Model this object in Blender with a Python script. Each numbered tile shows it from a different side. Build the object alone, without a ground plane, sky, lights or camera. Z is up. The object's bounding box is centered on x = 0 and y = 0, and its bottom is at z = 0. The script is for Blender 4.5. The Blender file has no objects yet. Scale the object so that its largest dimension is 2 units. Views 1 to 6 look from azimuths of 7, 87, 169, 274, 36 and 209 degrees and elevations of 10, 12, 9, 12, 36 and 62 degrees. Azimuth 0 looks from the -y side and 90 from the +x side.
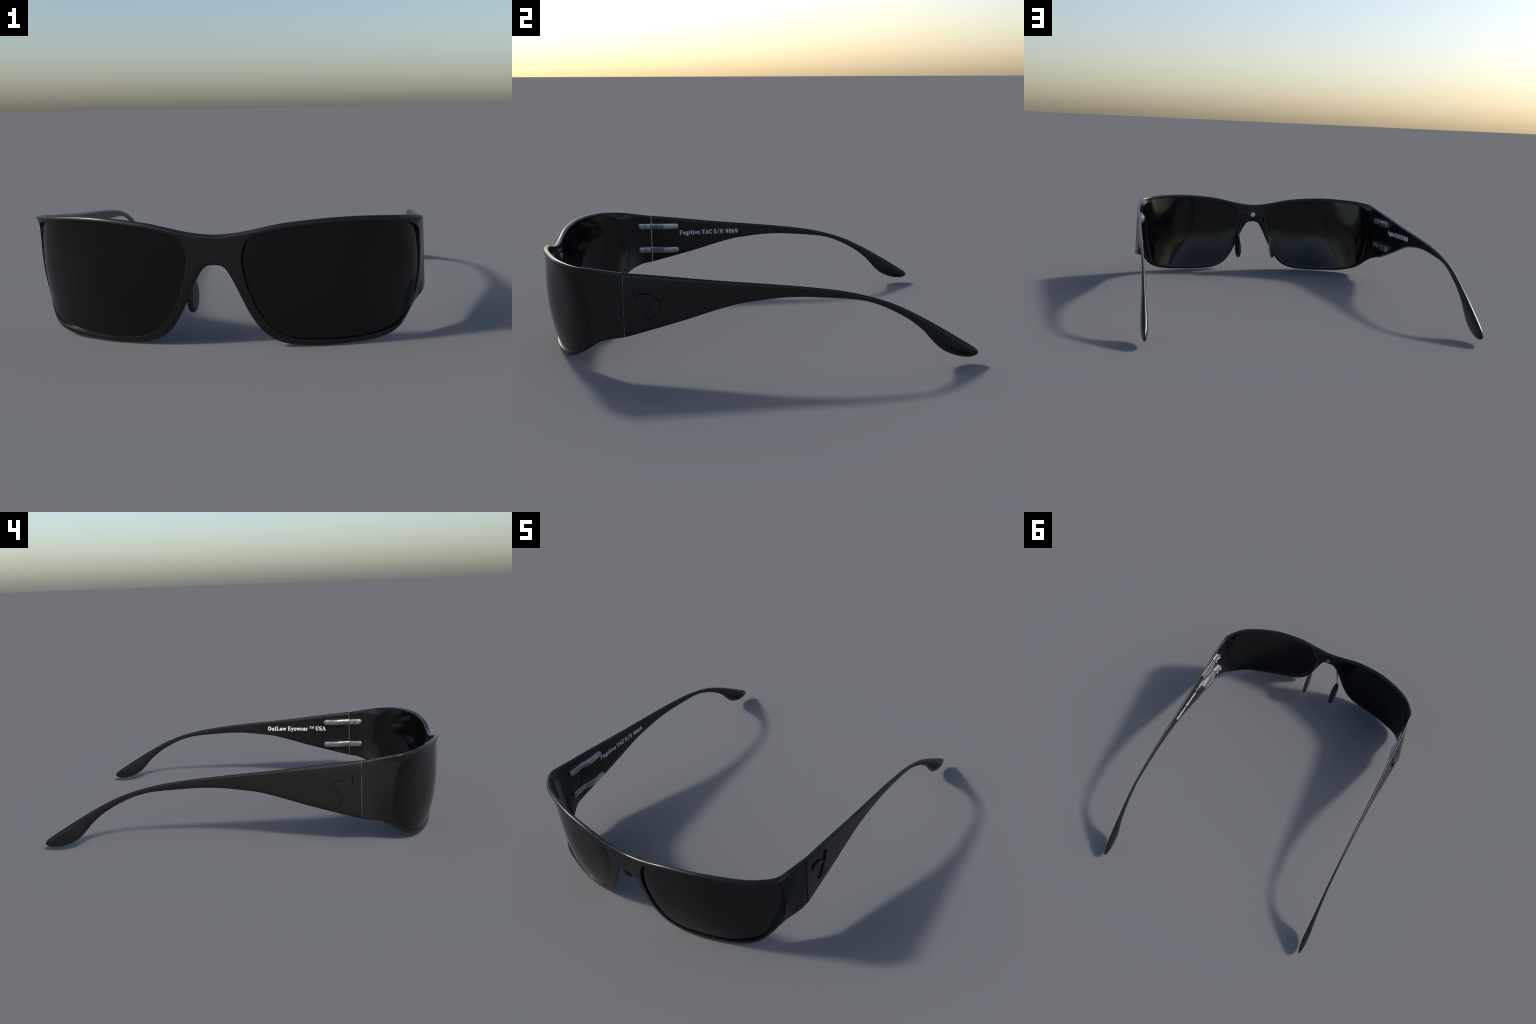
# Wrap-around sunglasses, built part by part (metres, z up, front faces -y).
# Everything is modelled for the wearer's +x side and mirrored to the -x side.
import bpy, bmesh, math
import numpy as np
from mathutils import Vector

COLL = bpy.context.scene.collection

# ------------------------------------------------------------------ helpers
def catmull(P, n, closed=False):
    """n points, evenly spaced by arc length, on a centripetal-ish spline."""
    P = np.asarray(P, float)
    if closed:
        Q = np.vstack([P[-1], P, P[0], P[1]]); k = len(P)
    else:
        Q = np.vstack([2*P[0]-P[1], P, 2*P[-1]-P[-2]]); k = len(P)-1
    out = []
    for i in range(k):
        a, b, c, d = Q[i:i+4]
        for u in np.linspace(0, 1, 24, endpoint=False):
            out.append(.5*((2*b)+(-a+c)*u+(2*a-5*b+4*c-d)*u*u+(-a+3*b-3*c+d)*u**3))
    out.append(P[0] if closed else P[-1])
    out = np.array(out)
    s = np.r_[0, np.cumsum(np.linalg.norm(np.diff(out, axis=0), axis=1))]
    t = np.linspace(0, s[-1], n+1)[:-1] if closed else np.linspace(0, s[-1], n)
    return np.stack([np.interp(t, s, out[:, j]) for j in range(P.shape[1])], 1)

def smooth(t):
    t = np.clip(t, 0, 1); return t*t*(3-2*t)

def mesh_object(name, verts, faces, mat, angle=35, parent=None, weld=1e-6):
    me = bpy.data.meshes.new(name)
    me.from_pydata([tuple(map(float, v)) for v in verts], [], faces)
    bm = bmesh.new(); bm.from_mesh(me)
    if weld: bmesh.ops.remove_doubles(bm, verts=bm.verts, dist=weld)
    bmesh.ops.dissolve_degenerate(bm, edges=bm.edges, dist=1e-7)
    bmesh.ops.recalc_face_normals(bm, faces=bm.faces)
    bm.to_mesh(me); bm.free()
    return finish(name, me, mat, angle, parent)

def finish(name, me, mat, angle=35, parent=None):
    me.materials.clear(); me.materials.append(mat)
    for p in me.polygons: p.use_smooth = True
    me.set_sharp_from_angle(angle=math.radians(angle))
    ob = bpy.data.objects.new(name, me); COLL.objects.link(ob)
    if parent: ob.parent = parent
    return ob

def mirrored(ob, name=None, parent=None):
    me = ob.data.copy()
    bm = bmesh.new(); bm.from_mesh(me)
    for v in bm.verts: v.co.x = -v.co.x
    bmesh.ops.reverse_faces(bm, faces=bm.faces)
    bm.to_mesh(me); bm.free()
    o = bpy.data.objects.new(name or ob.name, me); COLL.objects.link(o)
    o.parent = parent or ob.parent
    return o

# ------------------------------------------------------------------ materials
def material(name, colour, rough, metallic=0.0, spec=0.5, vary=0.12, scale=60, bump=0.0, rvary=0.04, coat=0.0):
    m = bpy.data.materials.new(name); m.use_nodes = True
    nt = m.node_tree; b = nt.nodes['Principled BSDF']
    tc = nt.nodes.new('ShaderNodeTexCoord')
    nz = nt.nodes.new('ShaderNodeTexNoise'); nz.inputs['Scale'].default_value = scale
    nz.inputs['Detail'].default_value = 4
    nt.links.new(tc.outputs['Object'], nz.inputs['Vector'])
    rp = nt.nodes.new('ShaderNodeValToRGB')
    lo = [c*(1-vary) for c in colour]; hi = [c*(1+vary) for c in colour]
    rp.color_ramp.elements[0].position = .3; rp.color_ramp.elements[1].position = .7
    rp.color_ramp.elements[0].color = (*lo, 1); rp.color_ramp.elements[1].color = (*hi, 1)
    nt.links.new(nz.outputs['Fac'], rp.inputs['Fac'])
    nt.links.new(rp.outputs['Color'], b.inputs['Base Color'])
    mr = nt.nodes.new('ShaderNodeMapRange')
    mr.inputs['To Min'].default_value = rough-rvary; mr.inputs['To Max'].default_value = rough+rvary
    nt.links.new(nz.outputs['Fac'], mr.inputs['Value'])
    nt.links.new(mr.outputs['Result'], b.inputs['Roughness'])
    b.inputs['Metallic'].default_value = metallic
    b.inputs['Specular IOR Level'].default_value = spec
    b.inputs['Coat Weight'].default_value = coat
    if bump:
        n2 = nt.nodes.new('ShaderNodeTexNoise'); n2.inputs['Scale'].default_value = 900
        nt.links.new(tc.outputs['Object'], n2.inputs['Vector'])
        bp = nt.nodes.new('ShaderNodeBump'); bp.inputs['Strength'].default_value = bump
        bp.inputs['Distance'].default_value = .001
        nt.links.new(n2.outputs['Fac'], bp.inputs['Height'])
        nt.links.new(bp.outputs['Normal'], b.inputs['Normal'])
    return m

M_FRAME = material('satin_black_frame', (.0055, .0055, .0054), .28, spec=.46, vary=.05, rvary=.015)
M_LENS  = material('black_lens', (.003, .003, .0032), .11, spec=.40, vary=.03, rvary=.01, scale=8)
M_PAD   = material('nose_pad_rubber', (.02, .021, .023), .45, vary=.06)
M_METAL = material('hinge_steel', (.50, .50, .51), .32, metallic=1.0, vary=.06)
M_SCREW = material('screw_steel', (.85, .85, .86), .38, metallic=1.0, vary=.04)
M_WHITE = material('white_print', (.82, .82, .82), .6, vary=.02)

# ------------------------------------------------------------------ root
root = bpy.data.objects.new('sunglasses', None); COLL.objects.link(root)
root['label'] = 'black wrap-around sunglasses with dark lenses and wide curved temples'
root['category'] = 'sunglasses'

# ------------------------------------------------------------------ front surface
# plan curve (x, y) of the outer face at brow height, from bridge to hinge
PLAN = catmull([(-.1, -.999), (0, -.997), (.1, -.999), (.2, -.9975), (.3, -.987), (.4, -.969), (.5, -.938),
                (.6, -.896), (.66, -.858), (.70, -.815), (.725, -.765), (.739, -.715),
                (.751, -.65), (.761, -.5685)], 700)
PLAN = PLAN[np.searchsorted(PLAN[:, 0], 0):]; PLAN[0, 0] = 0
ARC = np.r_[0, np.cumsum(np.hypot(*np.diff(PLAN, axis=0).T))]
S_END = ARC[-1]
TAN = np.gradient(PLAN, ARC, axis=0); TAN /= np.linalg.norm(TAN, axis=1, keepdims=True)
INWARD = np.stack([-TAN[:, 1], TAN[:, 0]], 1)

def fall_back(s, z):
    """How far the face falls back below the brow: domed near the nose and at the
    temple side, straight in the middle of the lens, none at the hinge."""
    d = np.maximum(.31-z, 0)
    dome = np.interp(s, [0, .5, .7, .84, .872, .895, .917, .94, .96, 1.1], [.51, .51, .62, .70, .62, .47, .30, .12, 0, 0])*d**2
    slope = (.100+.004*smooth((s-.55)/.15))*np.maximum(.43-z, 0)
    w = smooth((s-.46)/.20)*(1-smooth((s-.66)/.18))
    flare = .012*smooth((z-.412)/.045)*np.exp(-((s-.815)/.055)**2)      # crisp top outer corner
    return dome*(1-w)+slope*w-flare

def front(s, z):
    """Outer face of the front at arc position s, height z (arrays)."""
    s = np.asarray(s, float); z = np.asarray(z, float)
    x = np.interp(s, ARC, PLAN[:, 0]); y = np.interp(s, ARC, PLAN[:, 1])
    D = fall_back(s, z)
    k = (.42-z)/.39; w = smooth((s-.88)/.12)          # end piece leans out at the bottom
    return np.stack([x+np.interp(s, ARC, INWARD[:, 0])*D+.0145*w*(k-.4),
                     y+np.interp(s, ARC, INWARD[:, 1])*D, z], -1)

def front_normal(s, z, e=.004):
    s = np.asarray(s, float)
    sa = np.maximum(s-e, 0); sb = np.minimum(s+e, S_END)
    a = front(sb, z)-front(sa, z); b = front(s, z+e)-front(s, z-e)
    n = np.cross(a, b); n[np.abs(s) < 1e-9, 0] = 0
    return n/np.linalg.norm(n, axis=-1, keepdims=True)

# ---- outlines in (arc, height)
LENS = [(.098, .325), (.100, .345), (.108, .376), (.121, .398), (.15, .414), (.19, .425), (.26, .438), (.34, .449),
        (.43, .456), (.53, .457), (.63, .452), (.71, .442), (.76, .4295), (.801, .414), (.8245, .39), (.836, .35), (.845, .30),
        (.851, .26), (.8545, .21), (.8545, .155), (.842, .121), (.807, .0935), (.757, .0665), (.69, .047), (.635, .037),
        (.57, .0275), (.48, .0205), (.385, .0205), (.32, .0245), (.27, .036), (.225, .057), (.19, .088), (.16, .128),
        (.142, .163), (.126, .203), (.112, .245), (.103, .285)]
TOP = [(0, .4155), (.06, .420), (.116, .429), (.171, .441), (.225, .4525), (.278, .460), (.332, .4655), (.387, .470),
       (.443, .473), (.5, .4742), (.56, .4735), (.62, .4715), (.69, .468), (.78, .459), (.865, .449), (.94, .4395), (S_END, .431)]
BOT = [(S_END, .1455), (.955, .138), (.93, .131), (.905, .1225), (.881, .111), (.856, .095), (.822, .0745), (.789, .058),
       (.753, .044), (.692, .028), (.645, .0185), (.58, .008), (.5, .003), (.44, .0002), (.37, .0002), (.32, .0018), (.275, .007),
       (.222, .023), (.177, .052), (.143, .093), (.117, .139), (.0965, .183), (.0775, .225), (.059, .2625), (.042, .2895),
       (.024, .303), (0, .3065)]

def mirror_start(P):   # spline with horizontal tangent at the symmetry plane
    P = np.array(P); return np.vstack([[-P[1][0], P[1][1]], P])
BOT = [(a, b-.0024*float(smooth((.13-b)/.11))) for a, b in BOT]
top_c = catmull(mirror_start(TOP), 900); top_c = np.vstack([TOP[0], top_c[top_c[:, 0] > 1e-4]])
bot_c = catmull(mirror_start(BOT[::-1]), 900); bot_c = np.vstack([BOT[-1], bot_c[bot_c[:, 0] > 1e-4]])
bot_c = bot_c[::-1]
edge_poly = np.vstack([top_c, bot_c])            # only the edges that are rounded

def edge_distance(p):
    d = np.full(p.shape[:-1], 9.)
    for poly in (top_c, bot_c):
        q = poly[::2]; q = np.vstack([q, poly[-1:]])
        a = q[:-1]; v = q[1:]-q[:-1]; vv = np.maximum((v*v).sum(1), 1e-18)
        for row in np.ndindex(p.shape[:-2]):
            w = p[row][:, None, :]-a
            t = np.clip((w*v).sum(-1)/vv, 0, 1)
            e = w-t[..., None]*v
            d[row] = np.minimum(d[row], np.sqrt((e*e).sum(-1)).min(-1))
    return d

def resample(P, n):
    s = np.r_[0, np.cumsum(np.hypot(*np.diff(P, axis=0).T))]
    t = np.linspace(0, s[-1], n)
    return np.stack([np.interp(t, s, P[:, j]) for j in (0, 1)], 1)

# lens loop, fine, then matched with the outer loop between anchor points
lens_c = catmull(LENS, 1400, closed=True)
def lens_between(a, b, n):
    i = np.argmin(np.hypot(*(lens_c-a).T)); j = np.argmin(np.hypot(*(lens_c-b).T))
    if j <= i: j += len(lens_c)
    return resample(lens_c[np.arange(i, j+1) % len(lens_c)], n)

def cut(P, s0, s1):
    a, b = sorted((s0, s1)); i = (P[:, 0] >= a-1e-6) & (P[:, 0] <= b+1e-6)
    return P[i]
ANCH = [  # (outer piece, samples, lens anchor start, lens anchor end)
    (cut(top_c, 0, .3),        70, (.111, .383), (.30, .4445)),
    (cut(top_c, .3, .72),      90, (.30, .4445), (.70, .4455)),
    (cut(top_c, .72, S_END),   60, (.70, .4455), (.822, .393)),
    (np.array([top_c[-1], bot_c[0]]), 46, (.822, .393), (.8545, .160)),
    (cut(bot_c, .82, S_END),   50, (.8545, .160), (.78, .0785)),
    (cut(bot_c, .28, .82),    110, (.78, .0785), (.29, .029)),
    (bot_c[bot_c[:, 0] <= .28], 110, (.29, .029), (.100, .298)),
    (np.array([bot_c[-1], top_c[0]]), 34, (.100, .298), (.111, .383)),
]
inner, outer = [], []
def edge_dense(L, n):
    """parameters along a straight end, fine where the rounded rim meets it."""
    e = np.array([0, .0001, .0007, .0018, .0034, .0054, .0078, .0105, .0135])/L
    return np.r_[e, np.linspace(e[-1], 1-e[-1], n-2*len(e)+2)[1:-1], 1-e[::-1]]
for piece, n, a, b in ANCH:
    q = lens_between(np.array(a), np.array(b), n)
    if len(piece) == 2:
        t = edge_dense(np.hypot(*(piece[1]-piece[0])), n)[:, None]
        outer.append((piece[0]+(piece[1]-piece[0])*t)[:-1])
    else:
        outer.append(resample(piece, n)[:-1])
    inner.append(q[:-1])
inner = np.vstack(inner); outer = np.vstack(outer)
NT = len(inner)

# radial stations: dense at both edges
W = np.hypot(*(outer-inner).T)
from_in = [0, .0012, .003]
from_out = [.0135, .0105, .0078, .0054, .0034, .0018, .0007, .0001, 0]
rows = []
for d in from_in: rows.append(np.minimum(d, W*[0, .05, .12][from_in.index(d)]) if d else 0*W)
mid0 = rows[-1]
out_rows = [np.minimum(d, W*f) for d, f in zip(from_out, [.80, .66, .52, .38, .25, .14, .06, .008, 0])]
mid1 = W-out_rows[0]
for f in np.linspace(0, 1, 9)[1:-1]: rows.append(mid0+(mid1-mid0)*f)
rows += [W-o for o in out_rows]
R = np.array(rows)/W                              # (NR, NT)
grid = inner[None]+(outer-inner)[None]*R[..., None]
NR = len(R)

def thickness(s, z=None):
    t = .023-.0085*smooth((s-.60)/.26)
    if z is not None: t = t-.004*smooth((.20-z)/.12)*smooth((s-.12)/.1)*(1-smooth((s-.6)/.25))
    return t

def depth_profile(p, on_inner):
    """front / back offsets along the outward normal."""
    s = p[..., 0]; t = thickness(s, p[..., 1])
    r = .0115-.003*smooth((s-.7)/.2)
    d = edge_distance(p)
    q = np.clip(1-d/r, 0, 1); h = np.sqrt(np.clip(1-q*q, 0, 1))
    h = np.minimum(h, 1-.10*on_inner)
    return -t/2+t/2*h, -t/2-t/2*h
inn = np.zeros_like(R); inn[0] = 1; inn[1] = .3
f_off, b_off = depth_profile(grid, inn)
f_off[-1][W > 0] = f_off[-1]
P = front(grid[..., 0], grid[..., 1]); N = front_normal(grid[..., 0], grid[..., 1])
out_edge_is_round = edge_distance(outer) < 1e-4
for A in (f_off, b_off): A[-1, out_edge_is_round] = (-thickness(outer[:, 0], outer[:, 1])/2)[out_edge_is_round]
FV = P+N*f_off[..., None]; BV = P+N*b_off[..., None]
on_mid = grid[..., 0] < 1e-6
FV[on_mid, 0] = 0; BV[on_mid, 0] = 0
verts = np.vstack([FV.reshape(-1, 3), BV.reshape(-1, 3)])
faces = []; off = NR*NT
for i in range(NR-1):
    for j in range(NT):
        k = (j+1) % NT
        faces.append((i*NT+j, i*NT+k, (i+1)*NT+k, (i+1)*NT+j))
        faces.append((off+i*NT+j, off+(i+1)*NT+j, off+(i+1)*NT+k, off+i*NT+k))
for j in range(NT):
    k = (j+1) % NT
    faces.append((j, off+j, off+k, k))            # wall of the lens opening
    o = (NR-1)*NT
    mids = on_mid[-1, j] and on_mid[-1, k]
    if not mids and not (out_edge_is_round[j] and out_edge_is_round[k]):
        faces.append((o+j, o+k, off+o+k, off+o+j))  # flat end at the hinge
# mirror, welded at x = 0
nv = len(verts)
verts = np.vstack([verts, verts*[-1, 1, 1]])
faces = faces+[tuple(nv+i for i in f[::-1]) for f in faces]
frame = mesh_object('frame_front', verts, faces, M_FRAME, 40, root, weld=2e-5)

# ------------------------------------------------------------------ lenses
lc = catmull(LENS, 240, closed=True); cen = np.array([.46, .235])
LENS_YAW = math.radians(22)
SEAT = catmull([(0, .009), (.10, .0085), (.18, .0065), (.28, .005), (.36, .005), (.45, .006), (.54, .0085), (.63, .0145), (.70, .0175), (.77, .0150), (.83, .0085), (.90, .005)], 200)
def lens_shape():
    nr_ = 26; rings = np.linspace(0, 1, nr_)**.8
    out = lc-cen; out = out*(1+.004/np.linalg.norm(out, axis=1, keepdims=True))
    g = cen+out[None]*rings[:, None, None]
    s, z = g[..., 0], g[..., 1]
    # seat depth below the rim (deepest at the brow and the lower outer corner); the lens domes out to flush
    seat = np.interp(s, SEAT[:, 0], SEAT[:, 1])
    rec = seat*(1-.5*smooth((.22-z)/.16)*smooth((s-.40)/.12))
    rec = rec+.0065*smooth((.11-z)/.10)*smooth((s-.28)/.16)           # lower edge sits a little deeper
    P = front(s, z)-front_normal(s, z)*rec[..., None]
    # one smooth optical surface: height over the tilted chord plane as a low-order polynomial
    ca, sa = math.cos(LENS_YAW), math.sin(LENS_YAW)
    u = (P[..., 0]*ca+P[..., 1]*sa); h = (-P[..., 0]*sa+P[..., 1]*ca)
    un = (u-u.mean())/.33; zn = (z-.24)/.22
    terms = [(i, j) for i in range(7) for j in range(4) if i+j <= 6]
    A = np.stack([un**i*zn**j for i, j in terms], -1)
    wgt = np.linspace(1.0, .6, nr_)[:, None]*np.ones_like(un)
    c, *_ = np.linalg.lstsq((A*wgt[..., None]).reshape(-1, len(terms)), (h*wgt).ravel(), rcond=None)
    hf = A@c
    Q = np.stack([u*ca-hf*sa, u*sa+hf*ca, z], -1)
    # analytic normal of the fitted sheet
    du = sum(c[k]*i*un**max(i-1, 0)*zn**j for k, (i, j) in enumerate(terms))/.33
    dz = sum(c[k]*j*un**i*zn**max(j-1, 0) for k, (i, j) in enumerate(terms))/.22
    nl = np.stack([du, -np.ones_like(du), dz], -1); nl /= np.linalg.norm(nl, axis=-1, keepdims=True)
    N = np.stack([nl[..., 0]*ca-nl[..., 1]*sa, nl[..., 0]*sa+nl[..., 1]*ca, nl[..., 2]], -1)
    return Q, N
P, N = lens_shape(); rec = 0*P[..., 0]
nr, nt = P.shape[:2]
F = P-N*rec[..., None]; Bk = P-N*(rec+.0085)[..., None]
vs = np.vstack([F.reshape(-1, 3), Bk.reshape(-1, 3)]); fs = []; off = nr*nt
for i in range(nr-1):
    for j in range(nt):
        k = (j+1) % nt
        fs.append((i*nt+j, i*nt+k, (i+1)*nt+k, (i+1)*nt+j))
        fs.append((off+i*nt+j, off+(i+1)*nt+j, off+(i+1)*nt+k, off+i*nt+k))
for j in range(nt):
    k = (j+1) % nt; o = (nr-1)*nt
    fs.append((o+j, o+k, off+o+k, off+o+j))
lens = mesh_object('lens', vs, fs, M_LENS, 40, root, weld=1e-6)
mirrored(lens)

# ------------------------------------------------------------------ temples
# paired stations: top edge (y, z), bottom edge (y, z), thickness, edge rounding (top), rounding (bottom)
ST = [(-0.5645, 0.4315, -0.5645, 0.1455, 0.0162, 0.02, 0.01),
      (-0.464, 0.4225, -0.43, 0.182, 0.0162, 0.02, 0.01),
      (-0.355, 0.4115, -0.3, 0.2185, 0.0157, 0.02, 0.01),
      (-0.245, 0.4, -0.18, 0.256, 0.0152, 0.018, 0.01),
      (-0.13, 0.389, -0.075, 0.2845, 0.0147, 0.016, 0.012),
      (-0.01, 0.379, 0.01, 0.2975, 0.0142, 0.013, 0.012),
      (0.1, 0.3695, 0.105, 0.3085, 0.0137, 0.011, 0.011),
      (0.2, 0.36, 0.2, 0.312, 0.0134, 0.01, 0.01),
      (0.3, 0.3485, 0.296, 0.3075, 0.0124, 0.01, 0.01),
      (0.4, 0.3335, 0.385, 0.3015, 0.0127, 0.01, 0.01),
      (0.48, 0.3155, 0.46, 0.2935, 0.0132, 0.01, 0.01),
      (0.55, 0.296, 0.525, 0.2775, 0.0137, 0.01, 0.01),
      (0.625, 0.268, 0.59, 0.2515, 0.0142, 0.012, 0.012),
      (0.7, 0.232, 0.655, 0.217, 0.0162, 0.014, 0.014),
      (0.755, 0.2025, 0.703, 0.185, 0.0186, 0.018, 0.018),
      (0.81, 0.171, 0.748, 0.147, 0.0226, 0.017, 0.026),
      (0.86, 0.1415, 0.788, 0.102, 0.0276, 0.02, 0.036),
      (0.905, 0.114, 0.83, 0.062, 0.0321, 0.023, 0.044),
      (0.94, 0.0925, 0.88, 0.0362, 0.0316, 0.023, 0.046),
      (0.965, 0.0765, 0.925, 0.024, 0.0276, 0.021, 0.04),
      (0.983, 0.064, 0.96, 0.0215, 0.0196, 0.018, 0.03),
      (0.993, 0.055, 0.983, 0.0268, 0.014, 0.018, 0.018),
      (0.9975, 0.0475, 0.9955, 0.0345, 0.008, 0.01, 0.01)]
# half outline of a section: fraction of rounding length measured from the edge
def temple_mid_x(y, z):
    k = 1-smooth((y+.56)/.9)
    return .753+(.002-.0385*(z-.25))*k

def temple():
    T = catmull(np.array(ST), 230)
    # re-space by the top edge so stations stay even
    fr = np.array([0, .02, .07, .15, .26, .40, .56, .74, 1.0])     # arc inside rounding
    secs = []
    for yt, zt, yb, zb, t, rt, rb in T:
        H = math.hypot(yt-yb, zt-zb)
        rt = min(rt, H*.5); rb = min(rb, H*.5)
        ds = np.r_[rb*fr, rb+(H-rt-rb)*np.linspace(0, 1, 8)[1:-1], H-rt*fr[::-1]]
        hb = np.sqrt(np.clip(1-np.clip(1-ds/rb, 0, 1)**2, 0, 1))
        ht = np.sqrt(np.clip(1-np.clip(1-(H-ds)/rt, 0, 1)**2, 0, 1))
        h = np.minimum(hb, ht)
        yy = yb+(yt-yb)*ds/H; zz = zb+(zt-zb)*ds/H
        xm = temple_mid_x(yy, zz)
        outer = np.stack([xm+h*t/2, yy, zz], 1); inner = np.stack([xm-h*t/2, yy, zz], 1)
        secs.append(np.vstack([outer, inner[::-1][1:-1]]))
    S = np.array(secs); n, m = S.shape[:2]
    vs = S.reshape(-1, 3); fs = []
    for i in range(n-1):
        for j in range(m):
            k = (j+1) % m
            fs.append((i*m+j, i*m+k, (i+1)*m+k, (i+1)*m+j))
    fs.append(tuple(range(m))[::-1])
    fs.append(tuple((n-1)*m+j for j in range(m)))
    return vs, fs
tv, tf = temple()
arm = mesh_object('temple_arm', tv, tf, M_FRAME, 40, root, weld=0)

# engraved shield emblem, cut into the outer face (y, z outline)
SHIELD = [(-.476, .379), (-.468, .371), (-.459, .3665), (-.451, .3665), (-.444, .371), (-.436, .379), (-.387, .361), (-.391, .336),
          (-.397, .310), (-.404, .289), (-.418, .260), (-.436, .238), (-.4565, .220), (-.4765, .240), (-.469, .2565), (-.4575, .257),
          (-.449, .300), (-.408, .302), (-.4175, .314), (-.434, .318), (-.449, .3355), (-.5015, .337), (-.499, .331),
          (-.519, .3175), (-.5245, .336), (-.5235, .3605)]
bm = bmesh.new()
def inset(P, d):
    P = np.array(P); out = []
    for i in range(len(P)):
        a, b, c = P[i-1], P[i], P[(i+1) % len(P)]
        u = (b-a)/np.linalg.norm(b-a); v = (c-b)/np.linalg.norm(c-b)
        n = np.array([u[1], -u[0]])+np.array([v[1], -v[0]]); n /= max(np.linalg.norm(n), .3)
        out.append(b+n*d/max(.5, n@np.array([u[1], -u[0]])))
    return out
XF = -.0006                                            # floor of the engraving, from the mid plane
lo = [bm.verts.new((temple_mid_x(y, z)+XF, y, z)) for y, z in inset(SHIELD, .0014)]
hi = [bm.verts.new((temple_mid_x(y, z)+XF+.012, y, z)) for y, z in inset(SHIELD, -.0014)]
n = len(SHIELD)
bm.faces.new(lo); bm.faces.new(hi[::-1])
for i in range(n): bm.faces.new((lo[i], hi[i], hi[(i+1) % n], lo[(i+1) % n]))
bmesh.ops.triangulate(bm, faces=[f for f in bm.faces if len(f.verts) > 4])
bmesh.ops.recalc_face_normals(bm, faces=bm.faces)
cme = bpy.data.meshes.new('emblem_cutter'); bm.to_mesh(cme); bm.free()
cutter = bpy.data.objects.new('emblem_cutter', cme); COLL.objects.link(cutter)
md = arm.modifiers.new('engrave', 'BOOLEAN'); md.operation = 'DIFFERENCE'; md.solver = 'EXACT'; md.object = cutter
dg = bpy.context.evaluated_depsgraph_get(); dg.update()
cutme = bpy.data.meshes.new_from_object(arm.evaluated_get(dg))
arm.modifiers.clear()
old = arm.data; arm.data = cutme; bpy.data.meshes.remove(old); cutme.name = 'temple_arm'
bpy.data.objects.remove(cutter); bpy.data.meshes.remove(cme)
cutme.materials.clear(); cutme.materials.append(M_FRAME)
for p in cutme.polygons: p.use_smooth = True
cutme.set_sharp_from_angle(angle=math.radians(40))
arm2 = mirrored(arm)

# ------------------------------------------------------------------ hinges
def box_loft(sections):
    """sections: (y, half height, x inner face, x outer face, bevel) at z = 0 -> verts, faces."""
    S = []
    for y, hh, xi, xo, bv in sections:
        bv = min(bv, hh*.45, abs(xo-xi)*.45)
        S.append([(xo, y, -hh), (xi+bv, y, -hh), (xi+bv*.3, y, -hh+bv*.3), (xi, y, -hh+bv), (xi, y, hh-bv), (xi+bv*.3, y, hh-bv*.3), (xi+bv, y, hh), (xo, y, hh)])
    S = np.array(S, float); n, m = S.shape[:2]; fs = []
    for i in range(n-1):
        for j in range(m):
            k = (j+1) % m; fs.append((i*m+j, i*m+k, (i+1)*m+k, (i+1)*m+j))
    fs.append(tuple(range(m))); fs.append(tuple((n-1)*m+j for j in range(m)))
    return S.reshape(-1, 3), fs

def hinge_seat(y, z):
    """x of the inner face that carries the hinge."""
    y = np.asarray(y, float); z = np.asarray(z, float)
    s = np.interp(y, PLAN[400:, 1], ARC[400:])
    fr = (front(s, z)-front_normal(s, z)*thickness(s)[..., None])[..., 0]
    return np.where(y < -.567, fr, temple_mid_x(y, z)-.0081)

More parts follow.
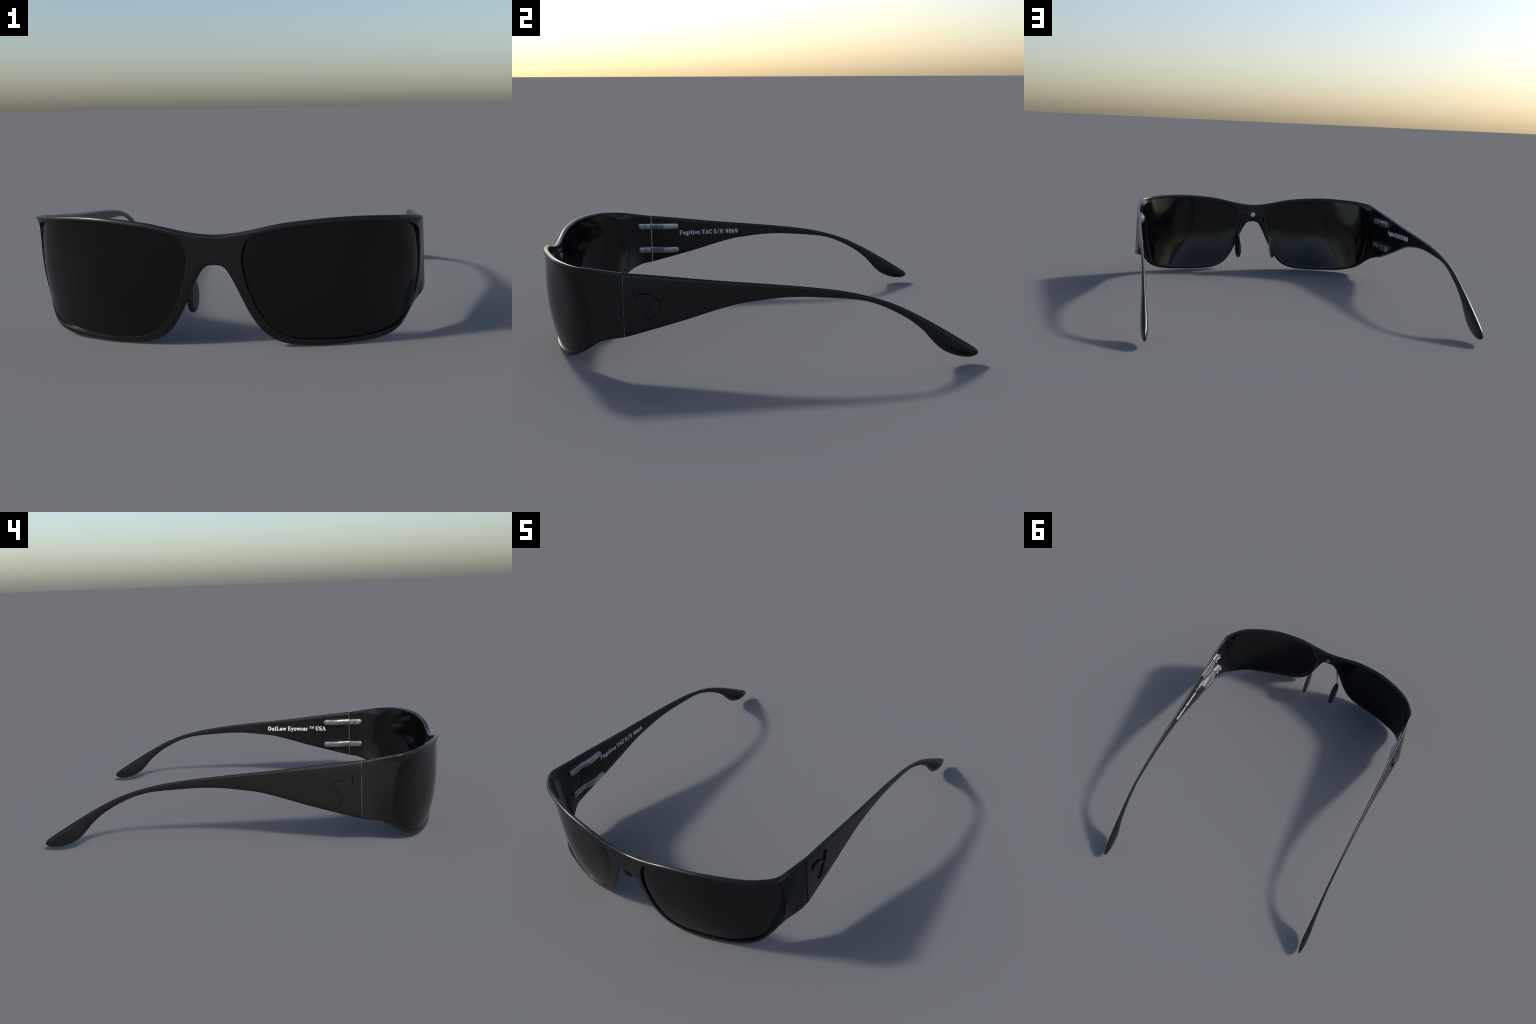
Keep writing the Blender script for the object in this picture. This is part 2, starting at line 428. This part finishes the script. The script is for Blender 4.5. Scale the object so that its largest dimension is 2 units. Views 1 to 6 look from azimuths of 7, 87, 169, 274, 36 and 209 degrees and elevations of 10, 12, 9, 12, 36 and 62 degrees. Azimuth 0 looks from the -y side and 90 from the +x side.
def hinge(zc):
    hh = .0170
    # rear leaf: long wavy bar on the temple, rounded tail
    ys = np.linspace(-.5650, -.4015, 40); sec = []
    for y in ys:
        u = (y+.565)/.1635
        proud = np.interp(u, [0, .12, .26, .45, .62, .80, .95, 1], [.0120, .0145, .0215, .0265, .0245, .0180, .0160, .0150])
        tail = (y+.4015)+hh
        h = hh*math.sqrt(max(0, 1-max(0, tail/hh)**2)) if tail > 0 else hh
        sec.append((y, max(h, .0012), -proud, .004, .0042))
    v1, f1 = box_loft(sec)
    # front leaf on the end piece, rounded nose
    ys = np.linspace(-.6460, -.5690, 26); sec = []
    for y in ys:
        u = (y+.646)/.077
        nose = hh-(y+.646)
        h = hh*math.sqrt(max(0, 1-max(0, nose/hh)**2)) if nose > 0 else hh
        sec.append((y, max(h, .0012), -np.interp(u, [0, .15, .9, 1], [.0120, .0145, .0155, .0155]), .004, .003))
    v2, f2 = box_loft(sec)
    obs = []
    for name, v, f, par in (('hinge', v1, f1, root), ('hinge_leaf', v2, f2, None)):
        v = np.array(v)
        v[:, 2] += zc
        v[:, 0] += hinge_seat(v[:, 1], v[:, 2])
        obs.append(mesh_object(name, v, f, M_METAL, 35, par, weld=1e-6))
    obs[1].parent = obs[0]
    # interlocking knuckle steps and a pin, proud of the front leaf
    for (ya, yb, za, zb) in ((-.631, -.614, -.0105, -.0015), (-.609, -.592, .0005, .0105), (-.588, -.5715, -.0105, -.0015)):
        b = bmesh.new(); bmesh.ops.create_cube(b, size=1)
        for q in b.verts:
            q.co = (float(hinge_seat(np.array([(ya+yb)/2]), np.array([zc]))[0])-.0152+q.co.x*.006, (ya+yb)/2+q.co.y*(yb-ya), zc+(za+zb)/2+q.co.z*(zb-za))
        bmesh.ops.bevel(b, geom=b.edges[:], offset=.0012, segments=2, affect='EDGES')
        me = bpy.data.meshes.new('hinge_knuckle'); b.to_mesh(me); b.free()
        k = finish('hinge_knuckle', me, M_METAL, 35, obs[0]); obs.append(k)
    return obs
for zc in (.3685, .2235):
    obs = hinge(zc)
    h2 = mirrored(obs[0], 'hinge', root)
    for o in obs[1:]: mirrored(o, o.name.split('.')[0], h2)

# ------------------------------------------------------------------ nose bracket, screw, pads
def back_of_bridge(x, z):
    s = np.abs(np.asarray(x, float)); z = np.asarray(z, float)
    return (front(s, z)-front_normal(s, z)*thickness(s)[..., None])[..., 1]

def plate():
    hw, zc = .069, .353
    n = 40; vs = []; fs = []
    ring = []
    for a in np.linspace(0, 2*np.pi, 2*n, endpoint=False):
        c, s = math.cos(a), math.sin(a)
        x = hw*math.copysign(abs(c)**.9, c)
        hgt = .030*(1-(abs(x)/hw)**1.6)+.004
        ring.append((x, zc+math.copysign(1, s)*hgt*min(1, abs(s)*6) if abs(s) > 1e-6 else zc))
    ring = np.array(ring); R0 = len(ring); cen = np.array([0, zc])
    lev = [(1.0, -.004), (1.0, .0060), (.985, .0074), (.9, .0080), (.6, .0082), (.3, .0082), (0.02, .0082)]
    for f, o in lev:
        p = cen+(ring-cen)*f
        y = back_of_bridge(p[:, 0], p[:, 1])+o
        vs += [(p[i, 0], y[i], p[i, 1]) for i in range(R0)]
    for i in range(len(lev)-1):
        for j in range(R0):
            k = (j+1) % R0; fs.append((i*R0+j, i*R0+k, (i+1)*R0+k, (i+1)*R0+j))
    fs.append(tuple((len(lev)-1)*R0+j for j in range(R0)))
    return vs, fs
pv, pf = plate()
bracket = mesh_object('nose_bracket', pv, pf, M_FRAME, 30, root, weld=1e-7)

ys = float(back_of_bridge(np.array([0.]), np.array([.353]))[0])+.0082
b = bmesh.new()
bmesh.ops.create_cone(b, cap_ends=True, segments=40, radius1=.0148, radius2=.0148, depth=.004)
bmesh.ops.bevel(b, geom=[e for e in b.edges if abs(e.verts[0].co.z-e.verts[1].co.z) < 1e-6 and e.verts[0].co.z > 0], offset=.0008, segments=2, affect='EDGES')
for v in b.verts:
    x, y, z = v.co; v.co = (x, ys+.0008+z, .353+y)
me = bpy.data.meshes.new('screw'); bmesh.ops.recalc_face_normals(b, faces=b.faces); b.to_mesh(me); b.free()
screw = finish('screw', me, M_SCREW, 35, bracket)
for w, h in ((.030, .0022), (.0024, .0290)):           # cross slot in the screw head
    b = bmesh.new(); bmesh.ops.create_cube(b, size=1)
    for v in b.verts: v.co = (v.co.x*w*.93, ys+.0024+v.co.y*.0012+(.0001 if w > h else 0), .353+v.co.z*h*.93)
    me = bpy.data.meshes.new('screw_slot'); b.to_mesh(me); b.free()
    finish('screw_slot', me, M_FRAME, 35, screw)

def ribbon(path, width, thick):
    P = catmull(path, 50); n = len(P); vs = []; fs = []
    for i in range(n):
        t = P[min(i+1, n-1)]-P[max(i-1, 0)]; t /= np.linalg.norm(t)
        a = np.array([-1., .25, 0]); a -= t*(a@t); a /= np.linalg.norm(a)   # thin direction
        w = np.cross(t, a)
        for c in range(12):
            th = 2*np.pi*c/12
            q = np.array([math.copysign(abs(math.cos(th))**.6, math.cos(th)), math.copysign(abs(math.sin(th))**.6, math.sin(th))])
            vs.append(P[i]+a*thick/2*q[0]+w*width/2*q[1])
    for i in range(n-1):
        for c in range(12):
            d = (c+1) % 12; fs.append((i*12+c, i*12+d, (i+1)*12+d, (i+1)*12+c))
    fs.append(tuple(range(12))); fs.append(tuple((n-1)*12+c for c in range(12)))
    return vs, fs
v, f = ribbon([(.050, -.9655, .350), (.064, -.9665, .344), (.0735, -.965, .328), (.0785, -.957, .300), (.0840, -.948, .270), (.0935, -.934, .238), (.1030, -.915, .214), (.108, -.890, .195)], .016, .0055)
armn = mesh_object('bracket_arm', v, f, M_FRAME, 40, bracket, weld=0)
mirrored(armn)

def pad():
    c = np.array([.1085, -.845, .161])
    L = np.array([0, .725, -.69]); L /= np.linalg.norm(L)
    e2 = np.array([-.10, .68, .71]); e2 -= L*(e2@L); e2 /= np.linalg.norm(e2)
    n = np.cross(L, e2); n /= np.linalg.norm(n)
    vs, fs = [], []; nu, nv = 40, 28
    for i in range(nu+1):
        u = -math.pi/2+math.pi*i/nu
        for j in range(nv):
            w = 2*math.pi*j/nv
            sg = lambda q, p: math.copysign(abs(q)**p, q)
            a = math.sin(u); r = math.cos(u)
            # disc-like: the flat direction is n
            lw = .0805*a; ww = .0565*r*sg(math.cos(w), .85); tt = .0135*(r**.45)*sg(math.sin(w), .75)
            vs.append(c+L*lw+e2*ww+n*tt)
    for i in range(nu):
        for j in range(nv):
            k = (j+1) % nv; fs.append((i*nv+j, i*nv+k, (i+1)*nv+k, (i+1)*nv+j))
    return vs, fs
v, f = pad()
p = mesh_object('nose_pad', v, f, M_PAD, 60, root, weld=1e-6)
mirrored(p)

# ------------------------------------------------------------------ lettering (slab-serif strokes)
# every glyph: width and strokes; a stroke is (weight, [points]); 'arc' helper gives bowls
B_, H_ = .20, .09                                      # heavy and thin stroke widths (cap height = 1)
def arc(cx, cy, rx, ry, a0, a1, n=14):
    return [(cx+rx*math.cos(math.radians(a)), cy+ry*math.sin(math.radians(a))) for a in np.linspace(a0, a1, n)]
def ser(x, y, w=.36): return (H_, [(x-w/2, y), (x+w/2, y)])
t0, t1, xh = .045, .955, .66
G = {
 'O': (.86, [(B_, arc(.43, .5, .30, .42, 0, 360, 28))]),
 'u': (.80, [(B_, [(.22, .62), (.22, .28)]+arc(.36, .24, .14, .18, 180, 300, 8)+[(.56, .16)]), (B_, [(.58, .62), (.58, .06)]), ser(.15, .62, .22), ser(.50, .62, .22), ser(.68, t0, .24)]),
 't': (.52, [(B_, [(.24, .92), (.24, .22)]+arc(.36, .19, .12, .13, 180, 330, 8)), (H_, [(.06, .62), (.46, .62)])]),
 'L': (.76, [(B_, [(.24, t1), (.24, t0)]), ser(.24, t1), (H_, [(.06, t0), (.68, t0), (.68, .32)])]),
 'a': (.72, [(B_, [(.52, .46), (.52, .08)]), (H_+.03, arc(.34, .46, .18, .17, 0, 170, 10)), (B_*.85, arc(.30, .20, .17, .15, 60, 330, 14)), (H_, [(.3, .36), (.5, .38)]), ser(.62, t0, .18)]),
 'w': (1.02, [(B_, [(.16, .62), (.32, .06)]), (H_, [(.32, .06), (.50, .6)]), (B_, [(.50, .62), (.68, .06)]), (H_, [(.68, .06), (.86, .6)]), ser(.15, .62, .30), ser(.50, .62, .26), ser(.88, .62, .26)]),
 'E': (.82, [(B_, [(.24, t1), (.24, t0)]), (H_, [(.06, t1), (.70, t1), (.70, .72)]), (H_, [(.06, t0), (.74, t0), (.74, .30)]), (H_, [(.24, .5), (.52, .5)]), (H_, [(.52, .62), (.52, .38)])]),
 'y': (.74, [(B_, [(.17, .62), (.38, .06)]), (H_+.02, [(.60, .6), (.36, -.08), (.24, -.22), (.12, -.20)]), ser(.17, .62, .30), ser(.60, .62, .24)]),
 'e': (.66, [(B_*.8, arc(.33, .33, .24, .30, 70, 318, 20)), (H_, arc(.33, .36, .25, .27, 0, 80, 8)), (H_*1.1, [(.14, .36), (.58, .36)])]),
 'r': (.62, [(B_, [(.24, .62), (.24, t0)]), ser(.22, t0, .38), ser(.16, .62, .24), (H_+.02, arc(.44, .44, .20, .18, 180, 80, 8)), (B_*.8, [(.49, .56), (.50, .54)])]),
 'T': (.84, [(B_, [(.42, t1), (.42, t0)]), (H_, [(.08, .68), (.08, t1), (.76, t1), (.76, .68)]), ser(.42, t0, .40)]),
 'M': (1.08, [(H_, [(.20, t1), (.20, t0)]), (B_, [(.22, t1), (.52, .12)]), (H_, [(.54, .12), (.82, t1)]), (B_, [(.84, t1), (.84, t0)]), ser(.18, t1, .3), ser(.20, t0, .3), ser(.88, t1, .3), ser(.86, t0, .38)]),
 'U': (.86, [(B_, [(.24, t1), (.24, .34)]+arc(.43, .34, .19, .28, 180, 270, 8)), (H_+.02, arc(.43, .32, .24, .26, 270, 360, 8)+[(.67, t1)]), ser(.24, t1, .38), ser(.67, t1, .30)]),
 'S': (.74, [(B_*.9, arc(.37, .71, .20, .21, 40, 250, 14)+arc(.37, .27, .22, .21, 80, -140, 14)), (H_, [(.62, .92), (.60, .70)]), (H_, [(.11, .08), (.13, .30)])]),
 'A': (.94, [(H_+.02, [(.16, t0), (.46, .94)]), (B_, [(.46, .94), (.74, t0)]), (H_, [(.26, .34), (.62, .34)]), ser(.16, t0, .30), ser(.76, t0, .34)]),
 'F': (.78, [(B_, [(.24, t1), (.24, t0)]), (H_, [(.06, t1), (.70, t1), (.70, .70)]), (H_, [(.24, .5), (.52, .5)]), (H_, [(.52, .62), (.52, .38)]), ser(.24, t0, .40)]),
 'g': (.70, [(B_*.85, arc(.32, .44, .18, .17, 0, 360, 20)), (H_, [(.22, .28), (.16, .18), (.26, .12), (.50, .08)]), (B_*.7, arc(.34, -.10, .24, .15, 70, 430, 22)), (H_+.03, [(.46, .56), (.60, .62)])]),
 'i': (.44, [(B_, [(.22, .62), (.22, t0)]), (B_*1.1, [(.22, .87), (.22, .89)]), ser(.15, .62, .22), ser(.22, t0, .36)]),
 'v': (.72, [(B_, [(.17, .62), (.36, .06)]), (H_+.02, [(.36, .06), (.57, .6)]), ser(.17, .62, .30), ser(.58, .62, .24)]),
 'C': (.80, [(B_, arc(.42, .5, .28, .42, 75, 300, 22)), (H_, [(.42, .95), (.58, .88), (.68, .66)]), (H_, [(.68, .95), (.68, .66)]), (H_, arc(.44, .42, .26, .37, 280, 345, 8))]),
 '/': (.52, [(H_+.01, [(.08, -.04), (.44, 1.0)])]),
 'N': (.94, [(H_, [(.22, t1), (.22, t0)]), (B_, [(.22, t1), (.72, .06)]), (H_, [(.74, t1), (.74, t0)]), ser(.18, t1, .32), ser(.22, t0, .32), ser(.74, t1, .32)]),
 '9': (.72, [(B_*.85, arc(.36, .66, .20, .27, 0, 360, 22)), (B_*.9, arc(.30, .54, .27, .46, 20, -75, 12)), (B_*.8, [(.17, .16), (.19, .17)])]),
 '6': (.72, [(B_*.85, arc(.36, .33, .20, .27, 0, 360, 22)), (B_*.9, arc(.42, .46, .27, .46, 200, 105, 12)), (B_*.8, [(.54, .83), (.56, .84)])]),
 '0': (.72, [(B_*.9, arc(.36, .5, .21, .42, 0, 360, 26))]),
}
def layout(words):
    """words: (text, start, end, baseline, height) along the reading direction."""
    out = []
    for text, a, b, base, size in words:
        tot = sum(G[c][0] for c in text); k = (b-a)/tot; x = a
        for c in text:
            w, strokes = G[c]
            out.append((c, x, base(x) if callable(base) else base, k, size, strokes)); x += w*k
    return out

def lettering(words, place, mat=None):
    letters = []
    for n, (c, x0, base, kx, size, strokes) in enumerate(layout(words)):
        vs, fs = [], []
        for si, (wt, pts) in enumerate(strokes):
            pts = [Vector((p[0]*kx, p[1]*size)) for p in pts]
            r = wt*size/2; m = 10
            lift = .0008+.00005*si
            # swept low ridge (half-lens section) with round ends
            path = [pts[0]]
            for q in pts[1:]:
                if (q-path[-1]).length > 1e-7: path.append(q)
            rings = []
            for i, q in enumerate(path):
                if i == 0: t = path[1]-q
                elif i == len(path)-1: t = q-path[i-1]
                else: t = (path[i+1]-q).normalized()+(q-path[i-1]).normalized()
                t.normalize(); nrm = Vector((-t.y, t.x))
                mit = 1.0
                if 0 < i < len(path)-1:
                    cs = max(.55, t.dot((q-path[i-1]).normalized())); mit = 1/cs
                ends = ((-.75, .0), (-.75, .8), (0, 1)) if i == 0 else (((0, 1), (.75, .8), (.75, .0)) if i == len(path)-1 else ((0, 1),))
                cap = r*.45
                for e, sc in ends:
                    cc = q+t*cap*e
                    rings.append([(cc+nrm*r*sc*mit*math.cos(math.pi*j/(m-1)), lift*min(1, .25+math.sin(math.pi*j/(m-1))*1.6) if sc else lift*.2) for j in range(m)])
            o = len(vs)
            for rg in rings:
                for p2, d in rg: vs.append(place(x0+p2.x, base+p2.y, d))
                for p2, d in (rg[-1], rg[0]): vs.append(place(x0+p2.x, base+p2.y, -.0012))
            mm = m+2
            for i in range(len(rings)-1):
                for j in range(mm):
                    k = (j+1) % mm; fs.append((o+i*mm+j, o+i*mm+k, o+(i+1)*mm+k, o+(i+1)*mm+j))
        letters.append(mesh_object('letter', vs, fs, mat or M_WHITE, 50, None, weld=0))
    return letters

def inner_half_thickness(y):
    return np.interp(y, [-.56, -.2, 0, .1], [.0081, .0077, .0071, .0068])
def place_right(u, z, d):       # inner face of the +x temple, reading towards -y: u = -y
    return (float(temple_mid_x(-u, z)-inner_half_thickness(-u)-d), -u, z)
def place_left(u, z, d):        # inner face of the -x temple, reading towards +y: u = y
    return (-float(temple_mid_x(u, z)-inner_half_thickness(u)-d), u, z)
bl = lambda a, za, b, zb: (lambda x: za+(zb-za)*(x-a)/(b-a))
w1 = [('OutLaw', .036, .158, bl(.036, .3215, .414, .3135), .0268), ('Eyewear', .166, .299, bl(.036, .3215, .414, .3135), .0268),
      ('TM', .307, .339, .3285, .0140), ('USA', .3465, .4145, bl(.036, .3215, .414, .3135), .0268)]
w2 = [('Fugitive', -.398, -.271, bl(-.398, .3135, -.043, .3205), .0262), ('TAC', -.263, -.200, bl(-.398, .3135, -.043, .3205), .0262),
      ('S/N', -.1935, -.129, bl(-.398, .3135, -.043, .3205), .0262), ('9069', -.1205, -.0435, bl(-.398, .3135, -.043, .3205), .0262)]
for l in lettering(w1, place_right): l.parent = arm
for l in lettering(w2, place_left): l.parent = arm2
# small mark beside the engraved shield, outer faces
def outer_right(u, z, d): return (float(temple_mid_x(u, z)+inner_half_thickness(u)+d), u, z)
def outer_left(u, z, d): return (-float(temple_mid_x(-u, z)+inner_half_thickness(-u)+d), -u, z)
for l in lettering([('TM', -.406, -.382, .221, .0125)], outer_right, M_FRAME): l.parent = arm
for l in lettering([('TM', .386, .410, .221, .0125)], outer_left, M_FRAME): l.parent = arm2
